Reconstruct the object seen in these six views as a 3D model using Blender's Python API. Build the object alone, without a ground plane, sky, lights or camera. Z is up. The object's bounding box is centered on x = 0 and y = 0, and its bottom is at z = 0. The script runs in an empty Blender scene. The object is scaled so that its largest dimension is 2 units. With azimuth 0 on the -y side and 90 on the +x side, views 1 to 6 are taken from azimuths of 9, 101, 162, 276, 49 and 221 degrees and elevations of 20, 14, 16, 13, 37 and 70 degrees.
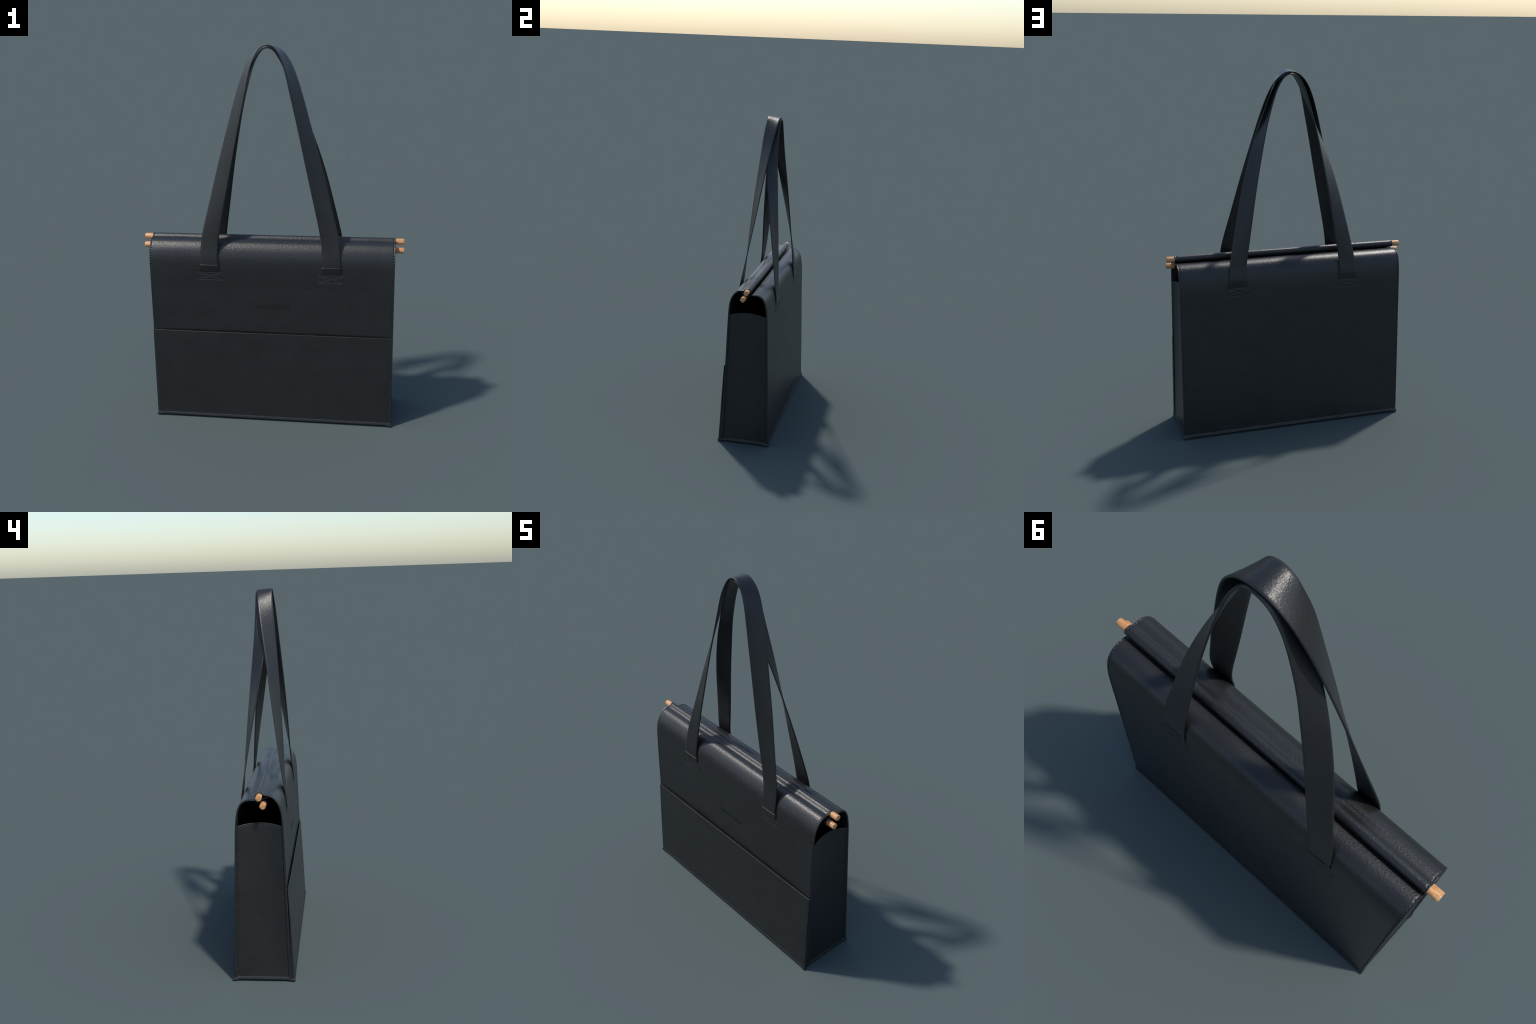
# Dark leather shoulder bag: two folded panels closing over wooden rods, side gussets, slip pocket, two straps.
import bpy, math, random
import numpy as np
from mathutils import Vector, Matrix

random.seed(7)
rng = np.random.default_rng(7)

# ---------------------------------------------------------------- helpers
def spline(pts, n, closed=False):
    """Smooth curve through control points, resampled evenly by arc length (natural cubic)."""
    p = np.array(pts, float)
    d = np.linalg.norm(np.diff(p, axis=0), axis=1)
    s = np.concatenate([[0], np.cumsum(np.sqrt(d) * np.sqrt(d.mean()))])
    m = len(p)
    A = np.zeros((m, m)); B = np.zeros_like(p)
    A[0, 0] = A[-1, -1] = 1
    h = np.diff(s)
    for i in range(1, m - 1):
        A[i, i - 1] = h[i - 1]; A[i, i] = 2 * (h[i - 1] + h[i]); A[i, i + 1] = h[i]
        B[i] = 6 * ((p[i + 1] - p[i]) / h[i] - (p[i] - p[i - 1]) / h[i - 1])
    M = np.linalg.solve(A, B)
    def ev(t):
        i = np.clip(np.searchsorted(s, t) - 1, 0, m - 2)
        a = (s[i + 1] - t)[:, None]; b = (t - s[i])[:, None]; hh = h[i][:, None]
        return (M[i] * a**3 + M[i + 1] * b**3) / (6 * hh) + (p[i] / hh - M[i] * hh / 6) * a + (p[i + 1] / hh - M[i + 1] * hh / 6) * b
    tt = np.linspace(0, s[-1], 4000)
    q = ev(tt)
    L = np.concatenate([[0], np.cumsum(np.linalg.norm(np.diff(q, axis=0), axis=1))])
    if np.isscalar(n):
        targets = np.linspace(0, L[-1], n)
    else:
        targets = np.array(n) * L[-1]
    return ev(np.interp(targets, L, tt))

def grid_normals(P):
    du = np.gradient(P, axis=0); dv = np.gradient(P, axis=1)
    n = np.cross(dv, du)
    return n / np.maximum(np.linalg.norm(n, axis=2, keepdims=True), 1e-12)

def add_border(P, d):
    """Insert extra grid lines at distance d from each border so that the edge can be rounded."""
    def ins(P):
        a0 = P[0]; a1 = P[1]
        l = np.linalg.norm(a1 - a0, axis=1, keepdims=True)
        k = np.minimum(d / np.maximum(l, 1e-9), 0.5)
        b0 = P[-1]; b1 = P[-2]
        l2 = np.linalg.norm(b1 - b0, axis=1, keepdims=True)
        k2 = np.minimum(d / np.maximum(l2, 1e-9), 0.5)
        return np.concatenate([P[:1], (a0 + (a1 - a0) * k)[None], P[1:-1], (b0 + (b1 - b0) * k2)[None], P[-1:]])
    P = ins(P)
    P = ins(P.transpose(1, 0, 2)).transpose(1, 0, 2)
    return P

def mesh_object(name, verts, faces, mat, parent=None, angle=38):
    me = bpy.data.meshes.new(name)
    me.from_pydata([tuple(v) for v in verts], [], faces)
    me.validate()
    me.update()
    me.materials.append(mat)
    for p in me.polygons:
        p.use_smooth = True
    me.set_sharp_from_angle(angle=math.radians(angle))
    ob = bpy.data.objects.new(name, me)
    bpy.context.scene.collection.objects.link(ob)
    if parent:
        ob.parent = parent
    return ob

def sheet(name, P, thick, mat, parent, side=0.0, rim=0.0022, relief=None, angle=50):
    """Solid sheet of leather over the grid P. side=0: P is the middle, side=1: P is the outer face
    (normal = dv x du). relief(P) gives an outward displacement of the outer face."""
    P = add_border(np.array(P, float), rim)
    nu, nv, _ = P.shape
    N = grid_normals(P)
    t = thick(P) if callable(thick) else np.full((nu, nv), thick)
    up = t * (0.5 - 0.5 * side); dn = t * (0.5 + 0.5 * side)
    border = np.zeros((nu, nv), bool)
    border[0] = border[-1] = True; border[:, 0] = border[:, -1] = True
    up = np.where(border, up - 0.28 * t, up); dn = np.where(border, dn - 0.28 * t, dn)
    if relief is not None:
        up = up + relief(P)
    top = P + N * up[..., None]; bot = P - N * dn[..., None]
    verts = np.concatenate([top.reshape(-1, 3), bot.reshape(-1, 3)])
    o = nu * nv
    idx = np.arange(o).reshape(nu, nv)
    faces = []
    for i in range(nu - 1):
        for j in range(nv - 1):
            a, b, c, d = idx[i, j], idx[i + 1, j], idx[i + 1, j + 1], idx[i, j + 1]
            faces.append((int(d), int(c), int(b), int(a)))
            faces.append((int(a) + o, int(b) + o, int(c) + o, int(d) + o))
    loop = [idx[0, j] for j in range(nv)] + [idx[i, -1] for i in range(1, nu)] + \
           [idx[-1, j] for j in range(nv - 2, -1, -1)] + [idx[i, 0] for i in range(nu - 2, 0, -1)]
    for k in range(len(loop)):
        a = int(loop[k]); b = int(loop[(k + 1) % len(loop)])
        faces.append((b, a, a + o, b + o))
    return mesh_object(name, verts, faces, mat, parent, angle)

# ---------------------------------------------------------------- materials
def new_mat(name):
    m = bpy.data.materials.new(name); m.use_nodes = True
    nt = m.node_tree
    return m, nt, nt.nodes["Principled BSDF"]

def nd(nt, typ, **kw):
    n = nt.nodes.new(typ)
    for k, v in kw.items():
        if k in n.inputs:
            n.inputs[k].default_value = v
        else:
            setattr(n, k, v)
    return n

def leather(name, c0, c1, rough=0.375, bump=0.38, spec=0.5):
    m, nt, b = new_mat(name)
    L = nt.links.new
    tc = nd(nt, "ShaderNodeTexCoord")
    # broad tone variation
    n1 = nd(nt, "ShaderNodeTexNoise"); n1.inputs["Scale"].default_value = 9; n1.inputs["Detail"].default_value = 4
    L(tc.outputs["Object"], n1.inputs["Vector"])
    ramp = nd(nt, "ShaderNodeValToRGB")
    ramp.color_ramp.elements[0].position = 0.3; ramp.color_ramp.elements[0].color = (*c0, 1)
    ramp.color_ramp.elements[1].position = 0.7; ramp.color_ramp.elements[1].color = (*c1, 1)
    L(n1.outputs["Fac"], ramp.inputs["Fac"])
    L(ramp.outputs["Color"], b.inputs["Base Color"])
    # grain: warped pebble cells and fine wrinkles
    nw = nd(nt, "ShaderNodeTexNoise"); nw.inputs["Scale"].default_value = 38; nw.inputs["Detail"].default_value = 2
    L(tc.outputs["Object"], nw.inputs["Vector"])
    mixv = nd(nt, "ShaderNodeMix", data_type="VECTOR"); mixv.inputs[0].default_value = 0.02
    mp = nd(nt, "ShaderNodeMapping"); mp.inputs["Scale"].default_value = (0.65, 1.0, 1.0)
    L(tc.outputs["Object"], mp.inputs["Vector"])
    L(mp.outputs["Vector"], mixv.inputs[4]); L(nw.outputs["Color"], mixv.inputs[5])
    vo = nd(nt, "ShaderNodeTexVoronoi", feature="SMOOTH_F1"); vo.inputs["Scale"].default_value = 210
    L(mixv.outputs[1], vo.inputs["Vector"])
    n2 = nd(nt, "ShaderNodeTexNoise"); n2.inputs["Scale"].default_value = 200; n2.inputs["Detail"].default_value = 3
    n2.inputs["Distortion"].default_value = 1.2
    L(mp.outputs["Vector"], n2.inputs["Vector"])
    add = nd(nt, "ShaderNodeMath", operation="ADD")
    L(vo.outputs["Distance"], add.inputs[0]); L(n2.outputs["Fac"], add.inputs[1])
    bp = nd(nt, "ShaderNodeBump"); bp.inputs["Strength"].default_value = bump; bp.inputs["Distance"].default_value = 0.0016
    L(add.outputs[0], bp.inputs["Height"]); L(bp.outputs["Normal"], b.inputs["Normal"])
    # uneven polish
    n3 = nd(nt, "ShaderNodeTexNoise"); n3.inputs["Scale"].default_value = 25; n3.inputs["Detail"].default_value = 3
    L(tc.outputs["Object"], n3.inputs["Vector"])
    mr = nd(nt, "ShaderNodeMapRange"); mr.inputs["To Min"].default_value = rough - 0.05; mr.inputs["To Max"].default_value = rough + 0.06
    L(n3.outputs["Fac"], mr.inputs["Value"]); L(mr.outputs["Result"], b.inputs["Roughness"])
    b.inputs["Specular IOR Level"].default_value = spec
    return m

LEATHER = leather("black_leather", (0.0130, 0.0131, 0.0137), (0.0168, 0.0169, 0.0175))
LETTER = leather("darkened_letter_leather", (0.0065, 0.0065, 0.007), (0.0085, 0.0085, 0.009), rough=0.55, bump=0.3, spec=0.3)  # darker copy of the leather colour for the raised letters

def plain(name, col, rough, spec=0.5):
    m, nt, b = new_mat(name)
    tc = nd(nt, "ShaderNodeTexCoord"); n = nd(nt, "ShaderNodeTexNoise"); n.inputs["Scale"].default_value = 300
    nt.links.new(tc.outputs["Object"], n.inputs["Vector"])
    r = nd(nt, "ShaderNodeValToRGB")
    r.color_ramp.elements[0].color = (*[c * 0.75 for c in col], 1); r.color_ramp.elements[1].color = (*[c * 1.25 for c in col], 1)
    nt.links.new(n.outputs["Fac"], r.inputs["Fac"]); nt.links.new(r.outputs["Color"], b.inputs["Base Color"])
    b.inputs["Roughness"].default_value = rough; b.inputs["Specular IOR Level"].default_value = spec
    return m

THREAD = plain("waxed_thread", (0.0185, 0.0165, 0.0155), 0.55)
INNER_BLACK = plain("inner_black", (0.0025, 0.0025, 0.003), 0.9, 0.1)

def wood():
    m, nt, b = new_mat("pale_wood"); L = nt.links.new
    tc = nd(nt, "ShaderNodeTexCoord")
    mp = nd(nt, "ShaderNodeMapping"); mp.inputs["Scale"].default_value = (22, 95, 95)
    L(tc.outputs["Object"], mp.inputs["Vector"])
    n = nd(nt, "ShaderNodeTexNoise"); n.inputs["Scale"].default_value = 1.0; n.inputs["Detail"].default_value = 5; n.inputs["Distortion"].default_value = 0.8
    L(mp.outputs["Vector"], n.inputs["Vector"])
    r = nd(nt, "ShaderNodeValToRGB")
    e = r.color_ramp.elements
    e[0].position = 0.3; e[0].color = (0.25, 0.100, 0.034, 1)
    e[1].position = 0.62; e[1].color = (0.69, 0.365, 0.155, 1)
    x = r.color_ramp.elements.new(0.45); x.color = (0.57, 0.27, 0.10, 1)
    L(n.outputs["Fac"], r.inputs["Fac"]); L(r.outputs["Color"], b.inputs["Base Color"])
    bp = nd(nt, "ShaderNodeBump"); bp.inputs["Strength"].default_value = 0.2; bp.inputs["Distance"].default_value = 0.001
    L(n.outputs["Fac"], bp.inputs["Height"]); L(bp.outputs["Normal"], b.inputs["Normal"])
    b.inputs["Roughness"].default_value = 0.45
    return m
WOOD = wood()

# ---------------------------------------------------------------- the bag
bag = bpy.data.objects.new("handbag", None)
bpy.context.scene.collection.objects.link(bag)
bag["label"] = "black leather shoulder bag with wooden closing rods"
bag["category"] = "handbag"

HALF_Z = [0.0, 0.02, 0.25, 0.5, 0.8, 0.9, 1.1]
HALF_X = [0.6410, 0.6405, 0.6402, 0.6400, 0.6400, 0.6403, 0.6405]
def half_width(z):
    return np.interp(z, HALF_Z, HALF_X)

PITCH = 0.0147                      # stitch length along the seams
ROD_F = np.array([-0.0045, 0.9985]) # front rod (upper), y z
ROD_B = np.array([-0.0240, 0.9570]) # back rod (lower)
ROD_R = 0.0152
WRAP_R = 0.0193                     # outer radius of the leather round a rod
ROD_X = 0.684

def arc(c, r, a0, a1, n):
    return [(c[0] + r * math.cos(math.radians(a)), c[1] + r * math.sin(math.radians(a))) for a in np.linspace(a0, a1, n)]

# outer line (y, z) of the front panel: up the front, over the shoulder, round the upper rod, tucked under itself
FRONT = [(-0.1475, 0.012), (-0.1395, 0.26), (-0.1315, 0.50), (-0.1265, 0.70), (-0.1225, 0.825), (-0.1195, 0.885),
         (-0.1135, 0.927), (-0.1025, 0.957), (-0.0870, 0.980), (-0.0670, 0.9972), (-0.0490, 1.0022), (-0.0340, 1.0024), (-0.0235, 1.0070)] \
        + arc(ROD_F, WRAP_R, 122, -92, 12) + [(-0.018, 0.9800), (-0.034, 0.9860), (-0.046, 0.9885)]
# back panel: lower shoulder, passes under the upper rod and wraps the lower one
BACK = [(0.1582, 0.016), (0.1495, 0.22), (0.1385, 0.50), (0.1300, 0.70), (0.1240, 0.835), (0.1190, 0.885),
        (0.1120, 0.921), (0.1000, 0.951), (0.0860, 0.9675), (0.0680, 0.9775), (0.0500, 0.9815), (0.0320, 0.9808), (0.0195, 0.9785), (0.0085, 0.9745), (-0.0040, 0.9740)] \
        + arc(ROD_B, WRAP_R, 76, 270, 10) + arc(ROD_B, WRAP_R - 0.001, 290, 360, 4) + [(0.004, 0.9640), (0.018, 0.9660)]
POCKET = [(-0.1590, 0.016), (-0.1545, 0.13), (-0.1465, 0.32), (-0.1378, 0.49), (-0.1366, 0.5100)]

def on_line(line, z):
    """y of the straight lower run of a panel line at height z"""
    l = [p for p in line if p[1] < 0.9]
    l = l[:6]
    return float(np.interp(z, [p[1] for p in l], [p[0] for p in l]))

def columns(dense=0.045):
    """x fractions across a panel, close together near the side seams"""
    e = np.concatenate([np.linspace(0, 0.006, 3, endpoint=False), np.linspace(0.006, 0.018, 9, endpoint=False), np.linspace(0.018, dense, 4, endpoint=False)])
    box0, box1 = 0.5 - 0.392 / 1.28, 0.5 - 0.245 / 1.28      # fine columns under the box stitching
    mid = np.concatenate([np.linspace(dense, box0, 8, endpoint=False), np.linspace(box0, box1, 52, endpoint=False), np.linspace(box1, 0.5, 12)])
    h = np.concatenate([e, mid])
    return np.concatenate([h, 1 - h[:-1][::-1]])

def panel_grid(line, n, flip):
    q = spline(line, n)
    fr = columns()
    X = half_width(q[:, 1])
    xs = -X[:, None] + 2 * X[:, None] * fr[None, :]
    P = np.zeros((n, len(fr), 3))
    P[..., 0] = xs; P[..., 1] = q[:, 0:1]; P[..., 2] = q[:, 1:2]
    if flip:
        P = P[:, ::-1]
    s = np.concatenate([[0], np.cumsum(np.linalg.norm(np.diff(q, axis=0), axis=1))])
    return P, q, s

SEAM = 0.0075      # distance of the seam from the side edge
def seam_relief(P):
    """pressed-in channel under the side stitching, deeper at each needle hole"""
    ax = half_width(P[..., 2]) - np.abs(P[..., 0])
    ch = np.exp(-((ax - SEAM) / 0.0027) ** 2)
    d = np.concatenate([np.zeros((1, P.shape[1])), np.cumsum(np.linalg.norm(np.diff(P, axis=0), axis=2), axis=0)])
    hole = 0.5 + 0.5 * np.cos(2 * math.pi * d / PITCH)
    return -ch * (0.0006 + 0.0026 * hole ** 3)

STRAP_X = 0.3185
BOX_W, BOX_Z0, BOX_Z1, BOX_PITCH = 0.0665, 0.8035, 0.8465, 0.0165
def box_segments(cx):
    x0, x1, z0, z1 = cx - BOX_W, cx + BOX_W, BOX_Z0, BOX_Z1
    return [((x0, z0), (x1, z0)), ((x1, z0), (x1, z1)), ((x1, z1), (x0, z1)), ((x0, z1), (x0, z0)),
            ((x0 + 0.004, z0 + 0.003), (x1 - 0.004, z1 - 0.003)), ((x0 + 0.004, z1 - 0.003), (x1 - 0.004, z0 + 0.003))]
def box_relief(P):
    """grooves pressed in by the box stitching"""
    g = np.zeros(P.shape[:2])
    for cx in (-STRAP_X, STRAP_X):
        for (ax, az), (bx, bz) in box_segments(cx):
            d = np.array([bx - ax, bz - az]); L = np.linalg.norm(d); d = d / L
            u = (P[..., 0] - ax) * d[0] + (P[..., 2] - az) * d[1]
            k = max(1, round(L / BOX_PITCH))
            hole = 0.5 + 0.5 * np.cos(2 * math.pi * u * k / L)
            uc = np.clip(u, 0, L)
            dist = np.hypot(P[..., 0] - ax - uc * d[0], P[..., 2] - az - uc * d[1])
            g = np.maximum(g, (0.0008 + 0.0014 * hole ** 2) * np.exp(-(dist / 0.0024) ** 2))
    return -g * (P[..., 2] < 0.9)
def hang(z):
    """how far the front panel hangs back above the pocket"""
    return 0.0046 * np.interp(z, [0.2, 0.45, 0.60, 0.76, 0.85, 0.93], [0, 0.65, 1, 1, 0.45, 0])
def front_relief(P):
    r = seam_relief(P) + box_relief(P)
    mid = 1 - np.clip(np.abs(P[..., 0]) / 0.64, 0, 1) ** 5
    r = r - hang(P[..., 2]) * mid
    # crease behind the mouth of the pocket
    r = r - 0.0016 * np.exp(-((P[..., 2] - 0.5065) / 0.0065) ** 4) * np.clip((0.632 - np.abs(P[..., 0])) / 0.06, 0, 1) ** 0.7
    # soft dents behind the rod sleeve where the straps pull
    for sx in (-STRAP_X, STRAP_X):
        r = r - 0.0035 * np.exp(-((P[..., 0] - sx) / 0.075) ** 2 - ((P[..., 1] + 0.034) / 0.010) ** 2) * (P[..., 2] > 0.98)
    # leather is never quite flat
    r = r + 0.0008 * np.sin(P[..., 0] * 7.3 + 1.0) * np.sin(P[..., 2] * 6.0 + P[..., 1] * 20)
    return r
def back_relief(P):
    return seam_relief(P) + box_relief(P) + 0.0008 * np.sin(P[..., 0] * 6.1 + 2.0) * np.sin(P[..., 2] * 7.0 + P[..., 1] * 20)

def panel_thick(lo, hi, wrap):
    def f(P):
        t = np.interp(P[..., 2], [0, 0.85, 0.95], [lo, hi, hi])
        near = np.abs(P[..., 1] + 0.012) < 0.038
        return np.where(near & (P[..., 2] > 0.9), wrap, t)
    return f

Pf, qf, sf = panel_grid(FRONT, 560, False)
front_panel = sheet("front_panel", Pf, panel_thick(0.017, 0.008, 0.0036), LEATHER, bag, side=1.0, relief=front_relief)
Pb, qb, sb = panel_grid(BACK, 430, True)
back_panel = sheet("back_panel", Pb, panel_thick(0.015, 0.008, 0.0036), LEATHER, bag, side=1.0, relief=back_relief)

# slip pocket on the front, gaping a little in the middle of its mouth
qp = spline(POCKET, 210)
fr = columns()
Pp = np.zeros((len(qp), len(fr), 3))
Xp = half_width(qp[:, 1]) + 0.0004
Pp[..., 0] = -Xp[:, None] + 2 * Xp[:, None] * fr[None, :]
bow = (1 - (2 * fr - 1) ** 6)[None, :]
gape = np.exp(-((qp[:, 1] - 0.5105) / 0.10) ** 2)[:, None]
Pp[..., 1] = qp[:, 0:1] - 0.0030 * bow * gape
Pp[..., 2] = qp[:, 1:2]
def pocket_thick(P):
    return np.interp(P[..., 2], [0, 0.3, 0.52], [0.013, 0.006, 0.0026])
def pocket_relief(P):
    r = seam_relief(P)
    return r + 0.0006 * np.sin(P[..., 0] * 6.6) * np.sin(P[..., 2] * 9)
pocket = sheet("slip_pocket", Pp, pocket_thick, LEATHER, bag, side=1.0, rim=0.0009, relief=pocket_relief)

# ---------------------------------------------------------------- gussets
def make_gusset(sign):
    nz = 300
    ys = np.concatenate([np.linspace(-1, -0.9, 9, endpoint=False), np.linspace(-0.9, 0.9, 31), np.linspace(0.9, 1, 10)[1:]])
    P = np.zeros((nz, len(ys), 3))
    for i, k in enumerate(np.linspace(0, 1, nz)):
        for j, w in enumerate(ys):
            top = 0.8405 + 0.0135 * (1 - w * w)
            z = 0.014 + (top - 0.014) * k
            yf = np.interp(z, [0, 0.85], [-0.1375, -0.1140]); yb = np.interp(z, [0, 0.85], [0.1450, 0.1155])
            y = yf + (yb - yf) * (w + 1) / 2
            edge = min(y - yf, yb - y)
            x = half_width(z) - 0.0045 + 0.0035 * math.exp(-(edge / 0.0045) ** 2)
            # the upper middle is drawn inwards
            x -= 0.025 * (1 - abs(w) ** 2.2) * k ** 0.75
            P[i, j] = (sign * x, y, z)
    if sign < 0:
        P = P[:, ::-1]
    def rel(P):
        yf = np.interp(P[..., 2], [0, 0.85], [-0.1375, -0.1140]); yb = np.interp(P[..., 2], [0, 0.85], [0.1450, 0.1155])
        e = np.minimum(P[..., 1] - yf, yb - P[..., 1])
        topd = 0.8405 + 0.0135 * (1 - ((P[..., 1] - (yf + yb) / 2) / ((yb - yf) / 2)) ** 2) - P[..., 2]
        hole = 0.5 + 0.5 * np.cos(2 * math.pi * P[..., 2] / PITCH)
        return -(0.0010 + 0.0034 * hole ** 2) * np.exp(-((e - 0.007) / 0.0026) ** 2) - 0.0008 * np.exp(-((topd - 0.008) / 0.002) ** 2)
    return sheet("gusset", P, 0.005, LEATHER, bag, side=1.0, relief=rel)
for sg in (1, -1):
    make_gusset(sg)

# ---------------------------------------------------------------- bottom panel with turned-out rim
def bottom_panel():
    hx, yf, yb = 0.6335, -0.1565, 0.1565
    n_long, n_short = 220, 56
    path = []
    for k in range(n_long): path.append((-hx + 2 * hx * k / n_long, yf))
    for k in range(n_short): path.append((hx, yf + (yb - yf) * k / n_short))
    for k in range(n_long): path.append((hx - 2 * hx * k / n_long, yb))
    for k in range(n_short): path.append((-hx, yb - (yb - yf) * k / n_short))
    # squeeze points toward the corners so the flare is resolved
    sec = [(-0.006, 0.030), (0.0008, 0.0270), (0.0040, 0.0195), (0.0067, 0.0135), (0.0068, 0.0098), (0.0045, 0.0072), (-0.004, 0.0066), (-0.03, 0.0066)]
    verts = []; faces = []
    for (x, y) in path:
        ox = 1 if x >= hx - 1e-6 else (-1 if x <= -hx + 1e-6 else 0)
        oy = -1 if y <= yf + 1e-6 else (1 if y >= yb - 1e-6 else 0)
        dc = math.hypot(hx - abs(x), (y - yf) if y < 0 else (yb - y))
        c = math.exp(-(dc / 0.020) ** 4)
        for (o, z) in sec:
            ex = o + 0.0036 * c * (o > 0.003)
            ey = o + 0.0008 * c * (o > 0.003)
            zz = z - 0.0075 * c * min(1, max(0, (0.030 - z) / 0.024))
            verts.append((x + ox * ex, y + oy * ey, max(zz, 0.0)))
    n = len(path); m = len(sec)
    for i in range(n):
        for j in range(m - 1):
            a = i * m + j; b = ((i + 1) % n) * m + j
            faces.append((a, a + 1, b + 1, b))
    faces.append(tuple(i * m + m - 1 for i in range(n)))
    return mesh_object("bottom_panel", verts, faces, LEATHER, bag, 30)
bottom = bottom_panel()

# near-black inner floor, closes the inside
v = [(-0.62, -0.13, 0.03), (0.62, -0.13, 0.03), (0.62, 0.13, 0.03), (-0.62, 0.13, 0.03)]
v += [(x, y, 0.034) for x, y, _ in v]
mesh_object("inner_black_floor", v, [(3, 2, 1, 0), (4, 5, 6, 7), (0, 1, 5, 4), (1, 2, 6, 5), (2, 3, 7, 6), (3, 0, 4, 7)], INNER_BLACK, bag)

# ---------------------------------------------------------------- wooden rods
def rod(c):
    prof = [(-ROD_X, 0.0), (-ROD_X, ROD_R - 0.0015), (-ROD_X + 0.0006, ROD_R - 0.0004), (-ROD_X + 0.0018, ROD_R)]
    prof += [(x, ROD_R) for x in np.linspace(-0.66, 0.66, 12)]
    prof += [(-x, r) for x, r in prof[:4][::-1]]
    n = 40; verts = []; faces = []
    for (x, r) in prof:
        for k in range(n):
            a = 2 * math.pi * k / n
            verts.append((x, r * math.cos(a), r * math.sin(a)))
    for i in range(len(prof) - 1):
        for k in range(n):
            faces.append((i * n + k, i * n + (k + 1) % n, (i + 1) * n + (k + 1) % n, (i + 1) * n + k))
    ob = mesh_object("wooden_rod", verts, faces, WOOD, bag, 40)
    ob.location = (0, c[0], c[1])
    return ob
rod(ROD_F); rod(ROD_B)

# ---------------------------------------------------------------- straps
# each row: inner edge x y, outer edge x y, height of both edges (half strap, right side)
FRONT_STRAP = [((0.2705, -0.1205, 0.862), (0.3675, -0.1205, 0.862)), ((0.2705, -0.1215, 0.885), (0.3675, -0.1215, 0.885)),
               ((0.2710, -0.1180, 0.930), (0.3655, -0.1178, 0.930)), ((0.2695, -0.1120, 0.970), (0.3630, -0.1115, 0.970)),
               ((0.2600, -0.1055, 1.05), (0.3517, -0.0985, 1.05)), ((0.2310, -0.1000, 1.20), (0.3148, -0.0762, 1.20)),
               ((0.1890, -0.0902, 1.40), (0.2648, -0.0475, 1.40)), ((0.1476, -0.0774, 1.60), (0.2102, -0.0206, 1.60)),
               ((0.1034, -0.0628, 1.80), (0.1517, 0.0086, 1.80)), ((0.0789, -0.0550, 1.90), (0.1114, 0.0236, 1.90)),
               ((0.0570, -0.0499, 1.950), (0.0780, 0.0310, 1.950)), ((0.0385, -0.0478, 1.979), (0.0490, 0.0345, 1.974)),
               ((0.0190, -0.0470, 1.9930), (0.0240, 0.0370, 1.9865)), ((0.0, -0.0468, 1.9970), (0.0, 0.0375, 1.9903))]
BACK_STRAP = [((0.2700, 0.1215, 0.862), (0.3670, 0.1215, 0.862)), ((0.2700, 0.1220, 0.885), (0.3670, 0.1220, 0.885)),
              ((0.2695, 0.1170, 0.930), (0.3640, 0.1160, 0.930)), ((0.2660, 0.1127, 0.970), (0.3608, 0.1105, 0.970)),
              ((0.2540, 0.1076, 1.05), (0.3463, 0.0987, 1.05)), ((0.2294, 0.0958, 1.20), (0.3142, 0.0729, 1.20)),
              ((0.1967, 0.0790, 1.40), (0.2660, 0.0370, 1.40)), ((0.1580, 0.0616, 1.60), (0.2005, 0.0020, 1.60)),
              ((0.1366, 0.0524, 1.70), (0.1600, -0.0135, 1.70)),
              ((0.1100, 0.0457, 1.80), (0.1180, -0.0280, 1.80)), ((0.0770, 0.0421, 1.90), (0.0755, -0.0390, 1.90)),
              ((0.0510, 0.0419, 1.9475), (0.0485, -0.0430, 1.9500)), ((0.0335, 0.0425, 1.9670), (0.0325, -0.0440, 1.9710)),
              ((0.0160, 0.0430, 1.9765), (0.0165, -0.0445, 1.9815)), ((0.0, 0.0430, 1.9795), (0.0, -0.0445, 1.9845))]
def strap(name, rows):
    inner = [r[0] for r in rows]; outer = [r[1] for r in rows]
    full_i = inner + [(-x, y, z) for x, y, z in inner[:-1][::-1]]
    full_o = outer + [(-x, y, z) for x, y, z in outer[:-1][::-1]]
    n = 260
    A = spline(full_i, n); B = spline(full_o, n)
    w = np.linspace(0, 1, 9)[None, :, None]
    P = A[:, None, :] * (1 - w) + B[:, None, :] * w
    return sheet(name, P, 0.0064, LEATHER, bag, side=0.0, rim=0.0016)
strap("shoulder_strap", FRONT_STRAP)
strap("shoulder_strap", BACK_STRAP)

# ---------------------------------------------------------------- strap tabs, box stitching
def capsule(a, b, n, r, flat, verts, faces):
    """small stitch from a to b lying on a surface with normal n"""
    a = np.array(a, float); b = np.array(b, float); n = np.array(n, float)
    d = b - a; L = np.linalg.norm(d); d /= L
    s = np.cross(d, n); s /= np.linalg.norm(s); n = np.cross(s, d)
    o = len(verts); m = 8
    rings = [(-0.02, 0.25), (0.08, 0.75), (0.3, 1.0), (0.7, 1.0), (0.92, 0.75), (1.02, 0.25)]
    for t, k in rings:
        lift = r * flat * 0.6 * math.sin(math.pi * min(max(t, 0), 1)) - 0.3 * r
        for q in range(m):
            ang = 2 * math.pi * q / m
            verts.append(a + d * L * t + n * lift + k * r * (math.cos(ang) * s + flat * math.sin(ang) * n))
    for i in range(len(rings) - 1):
        for q in range(m):
            faces.append((o + i * m + q, o + i * m + (q + 1) % m, o + (i + 1) * m + (q + 1) % m, o + (i + 1) * m + q))
    faces.append(tuple(o + q for q in range(m))[::-1])
    faces.append(tuple(o + (len(rings) - 1) * m + q for q in range(m)))

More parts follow.
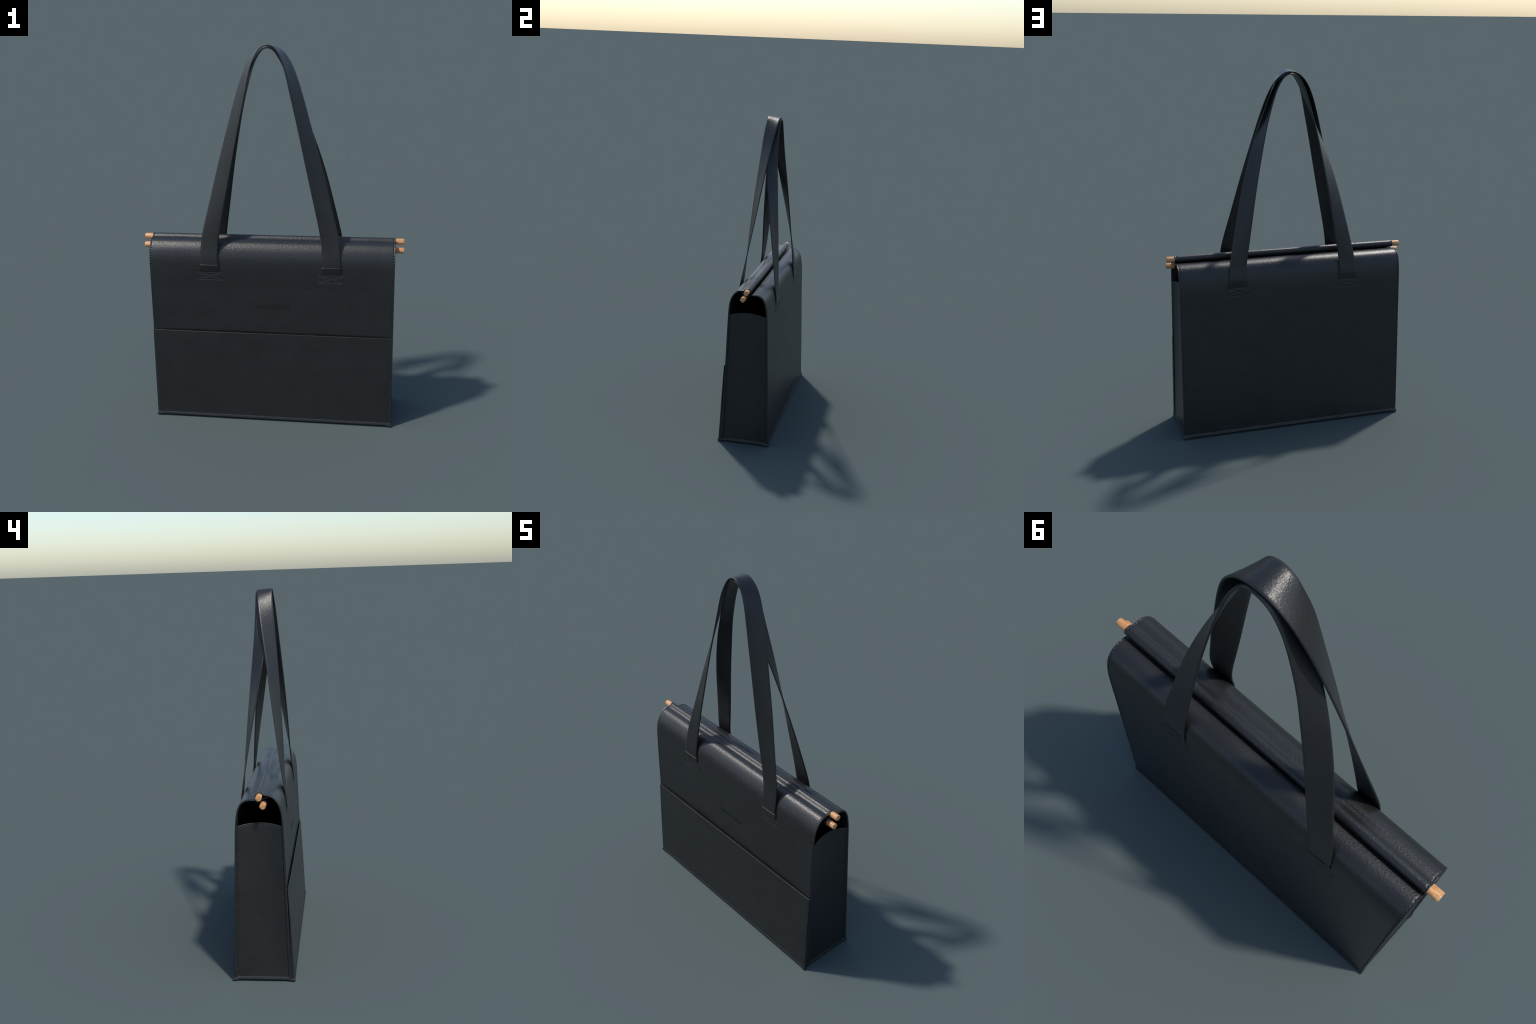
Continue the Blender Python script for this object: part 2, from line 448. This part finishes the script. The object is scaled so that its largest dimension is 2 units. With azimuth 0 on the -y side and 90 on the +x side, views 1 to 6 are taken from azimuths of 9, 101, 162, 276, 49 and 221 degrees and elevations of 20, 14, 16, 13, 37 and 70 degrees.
def stitches(name, lines, parent, pitch=PITCH, length=0.66, r=0.0016):
    verts = []; faces = []
    for pts, nor in lines:
        pts = np.array(pts, float); nor = np.array(nor, float)
        s = np.concatenate([[0], np.cumsum(np.linalg.norm(np.diff(pts, axis=0), axis=1))])
        k = max(1, int(round(s[-1] / pitch))); p = s[-1] / k
        for i in range(k):
            c = (i + 0.5) * p + random.uniform(-0.03, 0.03) * p
            ends = [np.array([np.interp(c + sg * length * p / 2, s, pts[:, j]) for j in range(3)]) for sg in (-1, 1)]
            nn = np.array([np.interp(c, s, nor[:, j]) for j in range(3)])
            capsule(ends[0], ends[1], nn, r, 0.8, verts, faces)
    ob = mesh_object(name, verts, faces, THREAD, parent, 60)
    ob["kind"] = "stuff"
    return ob

def tab_and_box(cx, line, sg, parent):
    """sg=-1 front, +1 back"""
    zt, zb = 0.887, 0.846
    rows = np.linspace(0, 1, 12); cols = np.linspace(-1, 1, 15)
    P = np.zeros((12, 15, 3))
    for i, k in enumerate(rows):
        z = zb + (zt - zb) * k
        base = abs(on_line(line, z)) - (hang(z) if sg < 0 else 0)
        lift = 0.0012 + 0.0082 * k ** 0.8
        for j, c in enumerate(cols):
            e = 1 - abs(c) ** 8
            P[i, j] = (cx + c * 0.0525, sg * (base + lift * (0.55 + 0.45 * e)), z)
    if sg > 0:
        P = P[:, ::-1]
    sheet("strap_tab", P, 0.0042, LEATHER, parent, side=1.0, rim=0.0012)
    # stitched box with a cross
    def at(x, z): return (x, sg * (abs(on_line(line, z)) - 0.0004 - (hang(z) if sg < 0 else 0)), z)
    n = (0, sg, 0.03)
    lines = [([at(*a), at(*b)], [n, n]) for a, b in box_segments(cx)]
    stitches("box_stitching", lines, parent, pitch=BOX_PITCH, length=0.66, r=0.0013)
for cx in (-STRAP_X, STRAP_X):
    tab_and_box(cx, FRONT, -1, front_panel)
    tab_and_box(cx, BACK, 1, back_panel)

# ---------------------------------------------------------------- seam stitching
def seam_from(q, zmin, zmax, ymask, sgn_in):
    """two seams (left, right) along a panel outer line q"""
    t = np.gradient(q, axis=0); t /= np.linalg.norm(t, axis=1, keepdims=True)
    nor2 = np.stack([t[:, 1], -t[:, 0]], 1) * sgn_in
    out = []
    keep = (q[:, 1] > zmin) & (q[:, 1] < zmax) & ymask
    for sx in (-1, 1):
        X = sx * (half_width(q[:, 1]) - SEAM)
        pts = np.stack([X, q[:, 0], q[:, 1]], 1) - np.stack([X * 0, nor2[:, 0], nor2[:, 1]], 1) * 0.0004
        out.append((pts[keep], np.stack([X * 0, nor2[:, 0], nor2[:, 1]], 1)[keep]))
    return out
idx = np.arange(len(qf)); last = int(np.argmax(qf[:, 1]))
stitches("seam_stitching", seam_from(qf, 0.515, 2, idx <= last, -1), front_panel)
idx = np.arange(len(qb)); last = int(np.argmin(np.abs(qb[:, 0] - 0.020) + (qb[:, 1] < 0.9)))
stitches("seam_stitching", seam_from(qb, 0.03, 2, idx <= last, 1), back_panel)
stitches("seam_stitching", seam_from(qp, 0.03, 0.508, np.ones(len(qp), bool), -1), pocket)

# stitching along the rim of the bottom and down the gussets
lines = []
for y, s in ((-0.1565, -1), (0.1565, 1)):
    off = s * 0.0047
    lines.append(([(-0.628, y + off, 0.0200), (0.628, y + off, 0.0200)], [(0, s * 0.85, 0.5)] * 2))
for sx in (-1, 1):
    lines.append(([(sx * 0.6382, -0.132, 0.0200), (sx * 0.6382, 0.140, 0.0200)], [(sx * 0.85, 0, 0.5)] * 2))
stitches("seam_stitching", lines, bottom, pitch=0.0155, length=0.6, r=0.0021)
gl = []
for sx in (-1, 1):
    for sy in (-1, 1):
        pts = []
        for z in np.linspace(0.035, 0.832, 60):
            y = np.interp(z, [0, 0.85], [-0.1375, -0.1140]) + 0.0068 if sy < 0 else np.interp(z, [0, 0.85], [0.1450, 0.1155]) - 0.0068
            w = 1 - 2 * 0.0068 / np.interp(z, [0, 0.85], [0.2825, 0.2295])
            pts.append((sx * (half_width(z) - 0.0059 - 0.025 * (1 - w ** 2.2) * ((z - 0.014) / 0.827) ** 0.75), y, z))
        gl.append((pts, [(sx, 0, 0)] * len(pts)))
    pts = []
    for w in np.linspace(-0.86, 0.86, 30):
        z = 0.8405 + 0.0135 * (1 - w * w) - 0.008
        y = -0.1140 + 0.2295 * (w + 1) / 2
        pts.append((sx * (half_width(z) - 0.0050 - 0.025 * (1 - abs(w) ** 2.2)), y, z))
    gl.append((pts, [(sx, 0, 0)] * len(pts)))
stitches("gusset_stitching", gl, bag, r=0.0010)

# ---------------------------------------------------------------- raised dark lettering on the front
cu = bpy.data.curves.new("lettering", "FONT")
cu.body = "SACOCHERO"
cu.align_x = "CENTER"; cu.align_y = "CENTER"
cu.size = 0.034; cu.extrude = 0.0005; cu.bevel_depth = 0.0002; cu.space_character = 1.02
tmp = bpy.data.objects.new("lettering_curve", cu)
bpy.context.scene.collection.objects.link(tmp)
bpy.context.view_layer.update()
me = bpy.data.meshes.new_from_object(tmp.evaluated_get(bpy.context.evaluated_depsgraph_get()))
bpy.data.objects.remove(tmp)
w = max(v.co.x for v in me.vertices) - min(v.co.x for v in me.vertices)
h = max(v.co.y for v in me.vertices) - min(v.co.y for v in me.vertices)
me.transform(Matrix.Diagonal((0.177 / w, 0.0235 / h, 1, 1)))
tilt = math.atan2(on_line(FRONT, 0.69) - on_line(FRONT, 0.62), 0.07)
me.transform(Matrix.Translation((0.012, on_line(FRONT, 0.659) + hang(0.659) - 0.0007, 0.659)) @ Matrix.Rotation(math.pi / 2 - tilt, 4, "X"))
me.materials.clear(); me.materials.append(LETTER)
let = bpy.data.objects.new("lettering", me)
bpy.context.scene.collection.objects.link(let); let.parent = front_panel
